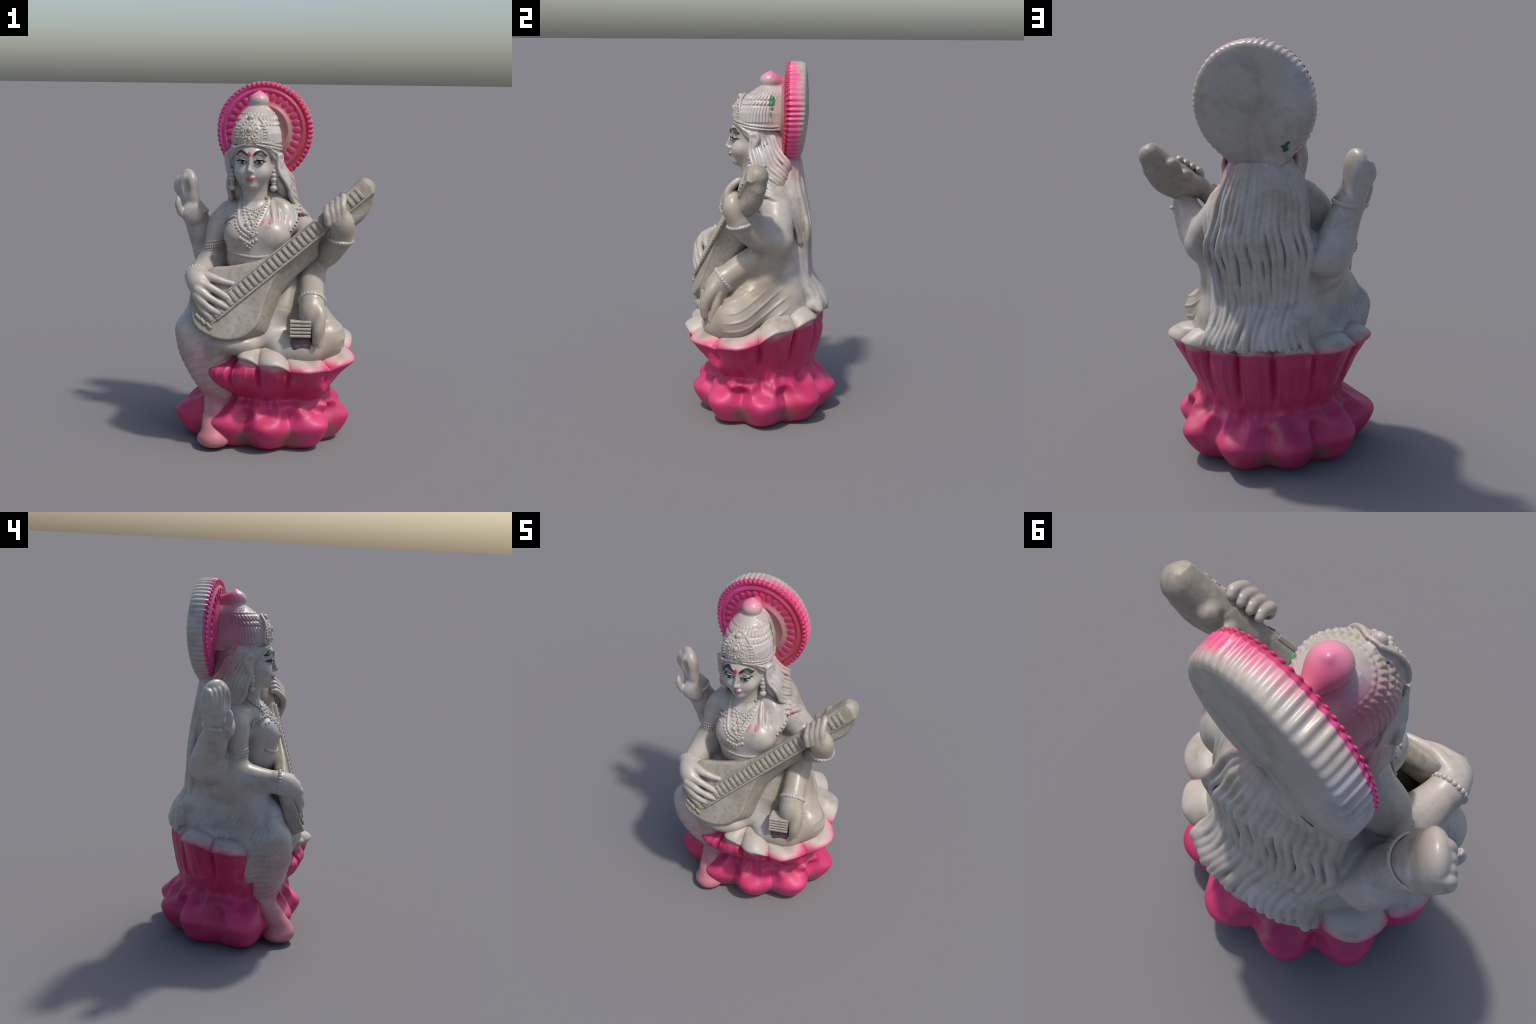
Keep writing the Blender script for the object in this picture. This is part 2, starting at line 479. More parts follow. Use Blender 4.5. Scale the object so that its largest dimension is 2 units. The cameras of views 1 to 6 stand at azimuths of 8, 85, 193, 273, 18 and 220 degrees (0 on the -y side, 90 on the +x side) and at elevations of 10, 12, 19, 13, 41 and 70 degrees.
def upper_material():
    """Pink petals whose curled lips are left ivory; the lip line follows the uneven rim."""
    m = Mat("lotus_petal_paint", .47, .45).base(PINK)
    m.mix((.50, .045, .15), m.ramp(m.noise(4.5, 5), .45, .7, 0, .8))
    m.mix((.68, .10, .22), m.ramp(m.noise(6, 4, m.mapping(loc=(2, 8, 1))), .55, .75, 0, .6))
    s = m.sep()
    # rim height model: high at the back, low at the right front
    h = m.math('ADD', m.math('MULTIPLY', s["Y"], .14), m.math('MULTIPLY', s["X"], -.03))
    z = m.math('SUBTRACT', s["Z"], h)
    z = m.math('ADD', z, m.math('MULTIPLY', m.math('SUBTRACT', m.noise(7, 4), .5), .06))
    m.mix((.56, .22, .26), m.ramp(z, .530, .572)); m.mix(IVORY, m.ramp(z, .552, .588))
    m.mix(SHADE_BROWN, m.math('MULTIPLY', m.ramp(m.noise(8, 5), .45, .7, 0, .6), m.ramp(z, .55, .58)))
    m.bump(m.noise(55, 5), .15, .004)
    return m.done()
M["upper"] = upper_material()
pedestal()

# ------------------------------------------------------------------ body
(TORSO, ARM_RU, ARM_RF, ARM_LV, ARM_LB, HAND_RU, HAND_RF, HAND_LV, HAND_LB, LEG_R, LEG_L, FOOT, HAIR, CLOTH, BREAST, NECK) = range(1, 17)

def body():
    f = Field((-.60, -.48, .02), (.52, .46, 1.54), .004)
    # torso and hips
    f.ell((-.065, .070, 1.15), (.185, .155, .19), .03, TORSO)
    f.tube([(-.06, .07, 1.12), (-.055, .065, .92), (-.05, .05, .72)], [.155, .155, .19], .05, TORSO)
    f.ell((-.07, .045, 1.26), (.195, .115, .085), .06, TORSO)
    f.tube([(-.082, -.02, 1.42), (-.08, .0, 1.28)], [.072, .085], .05, NECK)
    f.ell((-.06, -.090, 1.165), (.150, .105, .115), .06, BREAST)
    f.ell((-.150, -.125, 1.170), (.083, .084, .086), .07, BREAST)
    f.ell((.035, -.120, 1.165), (.086, .084, .086), .07, BREAST)
    f.ell((-.06, -.085, 1.03), (.165, .120, .13), .06, TORSO)
    f.tube([(.02, -.08, 1.0), (.10, -.05, .88), (.08, -.10, .74)], [.07, .08, .11], .05, CLOTH)
    f.tube([(.10, .12, 1.05), (.13, .14, .88), (.13, .13, .74)], [.08, .09, .11], .05, CLOTH)
    f.tube([(-.20, .15, .95), (-.20, .17, .82), (-.20, .18, .70)], [.08, .085, .10], .05, CLOTH)
    f.ell((-.11, -.12, .70), (.21, .14, .10), .05, CLOTH)
    # seat and draped hips
    f.ell((-.035, .03, .63), (.37, .31, .12), .05, CLOTH)
    f.ell((.15, .06, .70), (.15, .18, .12), .06, CLOTH)
    f.ell((-.19, .05, .70), (.13, .16, .11), .06, CLOTH)
    f.ell((-.215, -.03, .79), (.145, .15, .12), .06, CLOTH)
    f.ell((-.15, -.26, .60), (.14, .11, .07), .05, CLOTH)
    f.ell((-.29, .08, 1.0), (.09, .09, .10), .05, TORSO)
    f.ell((-.08, -.055, 1.275), (.13, .065, .06), .05, TORSO)
    f.tube([(.20, .05, .98), (.205, .02, .86), (.215, -.04, .74)], [.085, .088, .115], .05, CLOTH)
    # folded left leg: thigh out to the knee, shin back under the book
    f.tube([(.10, .02, .69), (.25, -.09, .66), (.328, -.150, .622)], [.13, .120, .110], .05, LEG_L)
    f.tube([(.305, -.16, .60), (.23, -.245, .575), (.10, -.255, .57)], [.095, .085, .07], .04, LEG_L)
    # right leg hanging over the rim
    f.tube([(-.14, .0, .69), (-.27, -.10, .685), (-.390, -.215, .645)], [.12, .112, .094], .05, LEG_R)
    f.tube([(-.390, -.215, .645), (-.382, -.232, .56), (-.332, -.205, .42), (-.278, -.172, .30), (-.262, -.178, .22)], [.094, .089, .080, .066, .064], .03, LEG_R)
    f.tube([(-.262, -.178, .22), (-.262, -.240, .14), (-.264, -.298, .068)], [.064, .074, .064], .03, FOOT, flat=((0, -.3, 1), .85))
    f.ell((-.264, -.265, .05), (.095, .085, .05), .03, FOOT)
    # drapery between shin and bowl
    f.tube([(-.265, -.235, .59), (-.245, -.240, .45), (-.222, -.210, .31)], [.088, .078, .058], .05, LEG_R)
    f.tube([(-.355, -.11, .58), (-.332, -.09, .46), (-.28, -.08, .36)], [.10, .090, .06], .05, LEG_R)
    f.tube([(-.29, -.02, .87), (-.325, -.11, .82), (-.345, -.18, .76)], [.085, .085, .085], .05, CLOTH)
    for i in range(9):   # wrinkles across the shin
        z = .31 + i * .034
        f.tube([(-.335 - (z - .33) * .27, -.215 - (z - .3) * .1, z - .01), (-.285 - (z - .33) * .16, -.245 - (z - .3) * .20, z + .010), (-.225, -.22 - (z - .3) * .1, z + .032)], [.005, .009, .006], .012, LEG_R)
    # front right arm (plucks the strings)
    f.tube([(-.225, .035, 1.255), (-.280, .02, 1.20), (-.315, .005, 1.09), (-.335, .01, 1.0)], [.086, .076, .056, .066], .045, ARM_RF)
    f.tube([(-.305, .04, .955), (-.333, -.02, .955), (-.353, -.13, .950), (-.365, -.232, .950)], [.098, .092, .072, .057], .04, ARM_RF)
    f.tube([(-.28, .06, .90), (-.34, -.04, .90)], [.09, .07], .04, ARM_RF)
    # raised rear right arm
    f.tube([(-.19, .15, 1.12), (-.28, .16, 1.02), (-.365, .16, 1.02)], [.08, .09, .090], .04, ARM_RU)
    f.tube([(-.365, .16, 1.02), (-.395, .145, 1.10), (-.43, .115, 1.20), (-.452, .105, 1.26)], [.092, .086, .074, .072], .03, ARM_RU)
    # its hand: a slab turned half sideways, hollow palm, fingers curled in
    N, E_, C = A(-.78, -.62, 0), A(-.62, .78, 0), A(-.488, .115, 1.40)
    f.tube([(-.455, .105, 1.26), (-.478, .112, 1.33), (-.489, .116, 1.41), (-.489, .116, 1.445)], [.076, .084, .086, .060], .02, HAND_RU, flat=(N, .54))
    f.ell((-.452, .045, 1.25), (.060, .035, .050), .03, HAND_RU)
    for i in range(4):
        e = -.020 + .027 * i
        B = C + E_ * e
        f.tube([B + N * .022 + A(0, 0, -.055 + .004 * i), B + N * .040 + A(0, 0, .010 - .006 * i), B + N * .032 + A(0, 0, .056 - .007 * i), B + N * .008 + A(0, 0, .078 - .009 * i)],
               [.018, .0205, .0195, .017], .004, HAND_RU)
    f.tube([(-.515, .045, 1.26), (-.530, .035, 1.31), (-.520, .038, 1.352)], [.022, .019, .015], .010, HAND_RU)
    f.ell(tuple(C + N * .058 - E_ * .050 + A(0, 0, -.005)), (.030, .030, .068), .015, cut=True)
    # left arm that carries the lute neck
    f.tube([(.09, .08, 1.24), (.15, .085, 1.19), (.215, .085, 1.11), (.250, .08, 1.045)], [.080, .088, .088, .086], .05, ARM_LV)
    f.tube([(.250, .075, 1.04), (.315, -.01, 1.07), (.378, -.105, 1.135), (.398, -.133, 1.165)], [.084, .080, .066, .061], .03, ARM_LV)
    f.tube([(.235, .055, 1.10), (.315, -.02, 1.14), (.375, -.09, 1.20)], [.052, .056, .045], .04, ARM_LV)
    f.tube([(.406, -.148, 1.18), (.404, -.170, 1.25), (.388, -.168, 1.29)], [.062, .070, .058], .02, HAND_LV, flat=((0, 1, 0), .8))
    for i in range(4):
        o = i / 3
        b = A(.338 + .075 * o, -.210 + .010 * o, 1.258 + .035 * o); t = A(.325 + .085 * o, -.168 + .02 * o, 1.336 + .058 * o)
        f.tube([b, (b + t) / 2 + A(-.002, -.018, .004), t, t + A(-.006, .022, .002)], [.021, .020, .018, .015], .007, HAND_LV)
    # left arm that holds the book
    f.tube([(.19, .06, 1.01), (.235, -.02, .95), (.250, -.125, .895), (.260, -.208, .838)], [.085, .080, .068, .066], .045, ARM_LB)
    f.tube([(.260, -.222, .83), (.260, -.255, .78), (.258, -.26, .70)], [.066, .066, .05], .02, HAND_LB)
    f.tube([(.294, -.252, .82), (.308, -.287, .77), (.302, -.318, .70), (.294, -.320, .64)], [.034, .036, .030, .022], .012, HAND_LB)
    f.tube([(.312, -.242, .76), (.316, -.262, .69), (.302, -.288, .615)], [.020, .022, .016], .012, HAND_LB)
    # plucking hand
    f.tube([(-0.368, -0.232, .950), (-0.348, -0.282, .925), (-.318, -0.307, .880)], [.059, .064, .052], .02, HAND_RF)
    f.tube([(-0.335, -0.272, .965), (-.27, -0.294, .957), (-.21, -0.297, .94), (-.162, -0.294, .930)], [.034, .024, .018, .014], .010, HAND_RF)
    f.tube([(-0.330, -0.322, .93), (-.26, -0.332, .905), (-.20, -0.324, .868), (-.165, -0.316, .842)], [.030, .020, .018, .013], .007, HAND_RF)
    f.tube([(-0.340, -0.337, .90), (-.28, -0.349, .862), (-.21, -0.342, .822), (-.18, -0.334, .805)], [.030, .020, .017, .013], .007, HAND_RF)
    f.tube([(-0.345, -0.337, .87), (-.30, -0.356, .825), (-.24, -0.352, .785), (-.215, -0.344, .772)], [.030, .020, .017, .013], .007, HAND_RF)
    f.tube([(-0.345, -0.327, .85), (-.32, -0.349, .80), (-.28, -0.354, .765), (-.255, -0.346, .752)], [.026, .018, .015, .012], .007, HAND_RF)
    # shawl over the left shoulder: pleats down the chest, hem round the arm
    f.tube([(.02, .02, 1.355), (.075, -.02, 1.30), (.105, -.05, 1.22)], [.045, .055, .05], .04, CLOTH)
    f.tube([(.04, .11, 1.345), (.095, .10, 1.29), (.135, .05, 1.24)], [.06, .06, .05], .04, CLOTH)
    for i in range(4):
        o = i / 3
        f.tube([(.010 + .090 * o, -.045 + .05 * o, 1.345 - .012 * o), (.030 + .09 * o, -.118 + .068 * o, 1.285 - .012 * o), (.045 + .08 * o, -.168 + .07 * o, 1.215), (.045 + .08 * o, -.185 + .075 * o, 1.185)],
               [.010, .013, .011, .005], .007, CLOTH)
    for i in range(4):     # pleats fan back over the shoulder
        q = .020 * i
        f.tube([(.152 - q, -.02 + q * .4, 1.290 + q * .9), (.190 - q, .045, 1.275 + q * 1.1), (.205 - q * 1.1, .115 + q * .2, 1.225 + q * 1.2), (.202 - q, .175 + q * .3, 1.140 + q * 1.1), (.188 - q * .7, .215 + q * .3, 1.02)],
               [.011, .014, .015, .014, .010], .007, CLOTH)
    f.tube([(.140, -.02, 1.285), (.150, -.05, 1.235), (.125, -.08, 1.19)], [.012, .013, .010], .010, CLOTH)
    # folds of the draped skirt, fanning round both hips
    def folds(sx, amp, lam, tilt):
        def g(X, Y, Z):
            ph = (Z + tilt * Y + .03 * np.sin(9 * Y + 4 * Z)) / lam
            win = np.clip((sx * X - .14) / .08, 0, 1) * np.clip((.80 - Z) / .08, 0, 1) * np.clip((.16 - Y) / .06, 0, 1) * np.clip((Y + .24) / .06, 0, 1)
            return -amp * (1 - np.abs(np.sin(np.pi * ph))) ** 2 * win + 0 * X
        return g
    f.offset((.10, -.30, .50), (.50, .24, .86), folds(1, .007, .055, -.35))
    f.offset((-.50, -.30, .50), (-.10, .24, .86), folds(-1, .009, .058, 2.2))
    # pleats of the skirt slanting down the hanging shin
    f.offset((-.52, -.36, .26), (-.14, -.02, .64), lambda X, Y, Z: -.0032 * (1 - np.abs(np.sin(np.pi * (Z - .55 * X + .35 * Y + .02 * np.sin(20 * X)) / .045))) ** 2
             * np.clip((Z - .28) / .05, 0, 1) * np.clip((.62 - Z) / .06, 0, 1) * np.clip((-.17 - X) / .05, 0, 1))
    # long hair down the back: base sheet, then wavy strands that merge and part
    yz = lambda z: np.interp(z, [.64, .69, .75, .82, .92, 1.1, 1.2, 1.3, 1.42, 1.46], [.385, .372, .335, .298, .287, .281, .272, .252, .236, .230])
    def hair_x(u, z):
        w = np.interp(z, [.64, .8, 1.1, 1.3, 1.46], [.235, .205, .22, .195, .12]); c = np.interp(z, [.64, 1.1, 1.46], [-.035, -.055, -.075])
        return c + w * (2 * u - 1)
    def hair_y(u, z):
        return yz(z) - abs(2 * u - 1) ** 3 * np.interp(z, [.64, .75, 1.1, 1.35, 1.46], [.06, .045, .03, .045, .03])
    for i in range(11):
        u = .04 + .92 * i / 10
        f.tube([(hair_x(u, z), hair_y(u, z) - .040, z) for z in (1.45, 1.36, 1.27, 1.18, 1.06, .94, .84, .76, .70, .665)], [.034] * 10, .025, HAIR)
    for sx, x0 in ((1, .03), (-1, -.165)):
        f.tube([(x0 - sx * .02, .12, 1.47), (x0 + sx * .02, .145, 1.38), (x0 + sx * .035, .16, 1.26)], [.050, .052, .05], .04, HAIR)
    n = 16
    for i in range(n):
        u = i / (n - 1); s = RNG.uniform(-1, 1, 10)
        pts, rad = [], []
        for j, z in enumerate(np.linspace(1.455, .655 - .025 * abs(s[4]), 15)):
            fall = min(1, (1.46 - z) * 2.2)
            x = hair_x(u, z) + fall * (.020 * math.sin(z * 11 + 2.6 * u + s[0] * .45) + .006 * math.sin(z * 27 + s[1] * 1.3 + 4 * u))
            pts.append((x, hair_y(u, z) + .003 * s[2], z)); rad.append(.0158 + .0010 * s[2 + (j + i) % 8] + .0030 * s[3] + (.003 if z < .8 else 0))
        f.tube(pts, rad, .0045, HAIR, n=40)
    # gauze fan at the foot of the hair
    f.ell((.13, .30, .655), (.09, .06, .05), .03, HAIR)
    # armlet
    V, F, lab = f.mesh()
    V = relax(V, F, 1, .4)
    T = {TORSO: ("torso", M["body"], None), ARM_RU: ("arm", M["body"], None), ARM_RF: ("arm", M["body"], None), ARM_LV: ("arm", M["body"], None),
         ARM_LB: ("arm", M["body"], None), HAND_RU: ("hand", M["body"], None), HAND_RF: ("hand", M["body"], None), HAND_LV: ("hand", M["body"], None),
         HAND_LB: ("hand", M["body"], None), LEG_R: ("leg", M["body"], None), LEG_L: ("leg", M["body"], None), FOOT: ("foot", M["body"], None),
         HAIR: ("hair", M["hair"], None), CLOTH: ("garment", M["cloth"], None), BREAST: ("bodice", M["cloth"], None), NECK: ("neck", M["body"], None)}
    return split(V, F, lab, T, root)
BODY = body()

# ------------------------------------------------------------------ head and crown
HC = -.093
def head():
    f = Field((-.30, -.22, 1.28), (.16, .26, 1.74), .0026)
    FACE, HR, EAR, NK = 1, 2, 3, 4
    f.tube([(-.082, -.02, 1.42), (-.08, -.005, 1.25)], [.074, .084], .02, NK)
    f.ell((HC, -.035, 1.555), (.104, .116, .125), .02, FACE)
    f.ell((HC, -.058, 1.612), (.092, .096, .062), .03, FACE)           # forehead
    f.ell((HC, -.055, 1.485), (.080, .092, .066), .05, FACE)
    f.ell((HC, -.122, 1.440), (.030, .026, .020), .03, FACE)          # chin
    for s in (-1, 1):
        f.ell((HC + s * .050, -.108, 1.515), (.040, .035, .040), .03, FACE)   # cheeks
        f.ell((HC + s * .046, -.156, 1.572), (.026, .016, .013), .012, cut=True)  # sockets
        f.ell((HC + s * .046, -.139, 1.569), (.023, .017, .0125), .006, FACE)  # eyeballs
        f.tube([(HC + s * .022, -.151, 1.578), (HC + s * .046, -.157, 1.586), (HC + s * .072, -.141, 1.577)], [.002, .003, .002], .006, FACE)
        f.tube([(HC + s * .015, -.151, 1.610), (HC + s * .045, -.149, 1.620), (HC + s * .078, -.128, 1.605)], [.003, .004, .003], .015, FACE)
        f.ell((HC + s * .011, -.163, 1.519), (.008, .010, .007), .008, FACE)  # nostrils
        # ears
        cx = HC + s * .140
        f.tube([(cx, -.045, 1.600), (cx + s * .010, -.025, 1.605), (cx + s * .014, -.012, 1.58), (cx + s * .008, -.025, 1.545), (cx, -.040, 1.52)],
               [.011, .012, .012, .010, .010], .012, EAR)
        f.ell((cx - s * .004, -.03, 1.565), (.018, .028, .042), .015, EAR)
        f.tube([(cx, -.040, 1.52), (cx - s * .004, -.045, 1.50)], [.012, .010], .01, EAR)
    f.tube([(HC, -.150, 1.600), (HC, -.160, 1.565), (HC - .002, -.172, 1.532)], [.007, .009, .011], .014, FACE)
    f.ell((HC - .002, -.174, 1.526), (.0115, .011, .010), .008, FACE)
    f.ell((HC, -.156, 1.489), (.024, .012, .007), .006, FACE)          # lips
    f.ell((HC, -.153, 1.477), (.019, .013, .007), .006, FACE)
    # hair mass
    f.ell((HC, .035, 1.57), (.135, .115, .14), .02, HR)
    f.tube([(HC, .08, 1.60), (HC, .10, 1.48), (HC, .11, 1.34)], [.11, .105, .10], .04, HR)
    for s in (-1, 1):
        w = 1. if s > 0 else 0.     # the left side of the hair spreads wider over the shawl
        def lock(o, inset=0., r=np.zeros(3)):
            return [A(HC + s * (.112 + .022 * o - inset), -.075 + .10 * o, 1.650), A(HC + s * (.139 - inset), -.018 + .09 * o, 1.602 - .015 * (1 - o)),
                    A(HC + s * (.138 + w * .022 * (1 - o) - inset), .0 - .015 * w + .10 * o, 1.505 + .055 * o + r[0]),
                    A(HC + s * (.138 + w * (.052 + .015 * (1 - o)) - inset), .030 - .015 * w + .115 * o, 1.415 + .080 * o + r[1]),
                    A(HC + s * (.138 + w * (.090 - .035 * o) - inset), .085 + .075 * o, 1.340 + .080 * o + r[2]),
                    A(HC + s * (.122 + w * (.080 - .065 * o) - inset), .155 + .040 * o, 1.255 + .090 * o)]
        for o in (0, .33, .66, 1.):
            f.tube([q - A(0, .012 * max(0, j - 2), 0) for j, q in enumerate(lock(o, .050))], [.03, .031, .033, .034, .030, .016], .03, HR)
        for i in range(9):   # waved locks from the temple round the ear and out over the shoulder
            o = -.38 + 1.38 * i / 8.; L = catmull(lock(o, .004, RNG.uniform(-1, 1, 3) * .004), 17); ph = RNG.uniform(-.5, .5) + 1.6 * o
            for q in range(2, 16):
                a = math.sin(q * 1.05 + ph) * .0085
                L[q] += A(s * a * .8, a * .5, a * .5)
            f.tube(L, np.interp(np.linspace(0, 1, 17), [0, .2, .5, .8, 1], [.006, .0100, .0118, .0128, .007]) * RNG.uniform(.9, 1.12), .002, HR, n=48)
        for i in range(5):   # short strands across the temple
            o = i / 4
            f.tube([(HC + s * (.030 + .014 * i), -.140 + .010 * i, 1.664 - .004 * i), (HC + s * (.088 + .006 * i), -.112 + .010 * i, 1.645 - .012 * i), (HC + s * (.118 + .003 * i), -.065 + .006 * i, 1.618 - .012 * i)],
                   [.005, .008, .006], .006, HR)
    V, F, lab = f.mesh(); V = relax(V, F, 1, .35)
    return split(V, F, lab, {FACE: ("head", M["face"], None), HR: ("hair", M["hair"], None), EAR: ("ear", M["face"], None), NK: ("neck", M["face"], None)}, root)
HEAD = head()

def crown():
    f = Field((-.26, -.19, 1.62), (.10, .19, 1.965), .0026)
    xc = -.082
    zk = [1.60, 1.64, 1.67, 1.72, 1.76, 1.79, 1.82, 1.838, 1.852, 1.864, 1.875]
    rk = [.130, .132, .133, .129, .118, .108, .094, .081, .066, .050, .048]
    yk = [-.002, -.002, -.002, .0, .010, .026, .044, .052, .058, .062, .062]
    def shell(X, Y, Z):
        r = np.interp(Z, zk, rk); yc = np.interp(Z, zk, yk)
        dx, dy = X - xc, Y - yc
        rho = np.sqrt(dx * dx + dy * dy); a = np.arctan2(dx, -dy)
        d = (rho - r) * .9
        rib = np.abs(np.sin(a * 24))
        w1 = np.clip(np.minimum(Z - 1.664, 1.756 - Z) / .006, 0, 1)
        w2 = np.clip(np.minimum(Z - 1.762, 1.783 - Z) / .005, 0, 1)
        w3 = np.clip(np.minimum(Z - 1.790, 1.818 - Z) / .005, 0, 1)
        w4 = np.clip(np.minimum(Z - 1.822, 1.834 - Z) / .004, 0, 1)
        rel = .0065 * rib * w1 + .008 * np.abs(np.sin(a * 18)) * w2 + .0075 * np.abs(np.sin(a * 17)) * w3 + .0055 * np.abs(np.sin(a * 15)) * w4
        d = d - rel
        return np.maximum(np.maximum(d, 1.60 - Z), Z - 1.872)
    f.func((-.26, -.19, 1.60), (.10, .19, 1.90), shell, .004, 1)
    f.func((-.26, .0, 1.60), (.10, .19, 1.90), lambda X, Y, Z: np.maximum(np.maximum(np.abs(X - xc) - np.interp(Z, zk, rk) * .97 + np.clip((Y - .06), 0, 1) * .12, np.abs(Y - .10) - .08), Z - 1.86), .012, 1)
    # finial with a web back to the halo
    f.ell((-.078, .062, 1.893), (.052, .054, .044), .006, 2)
    f.tube([(-.078, .064, 1.900), (-.078, .070, 1.938)], [.040, .008], .02, 2)
    f.tube([(-.078, .07, 1.890), (-.078, .17, 1.885)], [.040, .022], .03, 2)
    # head bands that sweep from the brow plaque down round the back
    for dz in (0, .016):
        for s in (-1, 1):
            f.tube([(xc + s * .02, -.135, 1.660 + dz), (xc + s * .08, -.112, 1.652 + dz), (xc + s * .127, -.04, 1.636 + dz), (xc + s * .134, .06, 1.628 + dz), (xc + s * .112, .12, 1.630 + dz)],
                   [.0065, .0065, .006, .006, .005], .004, 3)
    # front plaque: leaf-shaped shield
    def shield(X, Y, Z):
        u = (X + .098); w = np.interp(Z, [1.655, 1.67, 1.70, 1.745, 1.785, 1.815], [.055, .088, .094, .080, .055, .012])
        yf = np.interp(Z, [1.655, 1.70, 1.745, 1.785, 1.82], [-.137, -.139, -.134, -.112, -.072]) + u * u * 4.2
        return np.maximum(np.maximum(np.abs(u) - w, np.abs(Y - yf - .012) - .016), np.maximum(1.655 - Z, Z - 1.817)) * .8
    f.func((-.24, -.19, 1.62), (.06, .02, 1.84), shield, .008, 3)
    def on(x, z, dy=0.):
        u = x + .098
        return A(x, np.interp(z, [1.655, 1.70, 1.745, 1.785, 1.82], [-.141, -.143, -.138, -.116, -.077]) + u * u * 4.2 + dy, z)
    def ring(cx, cz, rx, rz, r, n=20, a0=0, a1=2 * np.pi):
        f.tube([on(cx + rx * math.cos(t), cz + rz * math.sin(t)) for t in np.linspace(a0, a1, n)], [r] * n, .003, 3, n=n * 2)
    f.ell(on(-.104, 1.742), (.012, .010, .016), .003, 3)
    ring(-.104, 1.742, .021, .026, .0045); ring(-.104, 1.742, .033, .038, .003)
    for t in np.linspace(.2, 2 * np.pi + .2, 14, endpoint=False):
        f.ell(on(-.104 + .042 * math.cos(t), 1.742 + .046 * math.sin(t)), (.0062, .006, .0062), .003, 3)
    for s in (-1, 1):
        for z in (1.700, 1.716, 1.732, 1.748, 1.764):
            f.ell(on(-.098 + s * (.074 - max(0, z - 1.74) * .7), z), (.013, .006, .0055), .003, 3)
        f.tube([on(-.098 + s * .088, 1.675), on(-.098 + s * .094, 1.705), on(-.098 + s * .082, 1.748), on(-.098 + s * .055, 1.788), on(-.098 + s * .02, 1.818)], [.006, .007, .007, .007, .006], .004, 3)
        ring(-.104 + s * .040, 1.686, .016, .014, .0042, 12)
        f.ell(on(-.104 + s * .040, 1.686), (.006, .006, .006), .002, 3)
    f.ell(on(-.104, 1.690), (.009, .007, .009), .003, 3)
    f.ell(on(-.100, 1.805, -.004), (.020, .016, .018), .006, 3)
    ring(-.100, 1.800, .028, .022, .005, 14, 0, math.pi)
    V, F, lab = f.mesh(); V = relax(V, F, 1, .25)
    return split(V, F, lab, {1: ("crown", M["crown"], None), 2: ("crown_finial", M["crown"], None), 3: ("crown_ornament", M["crown"], None)}, root)
CROWN = crown()

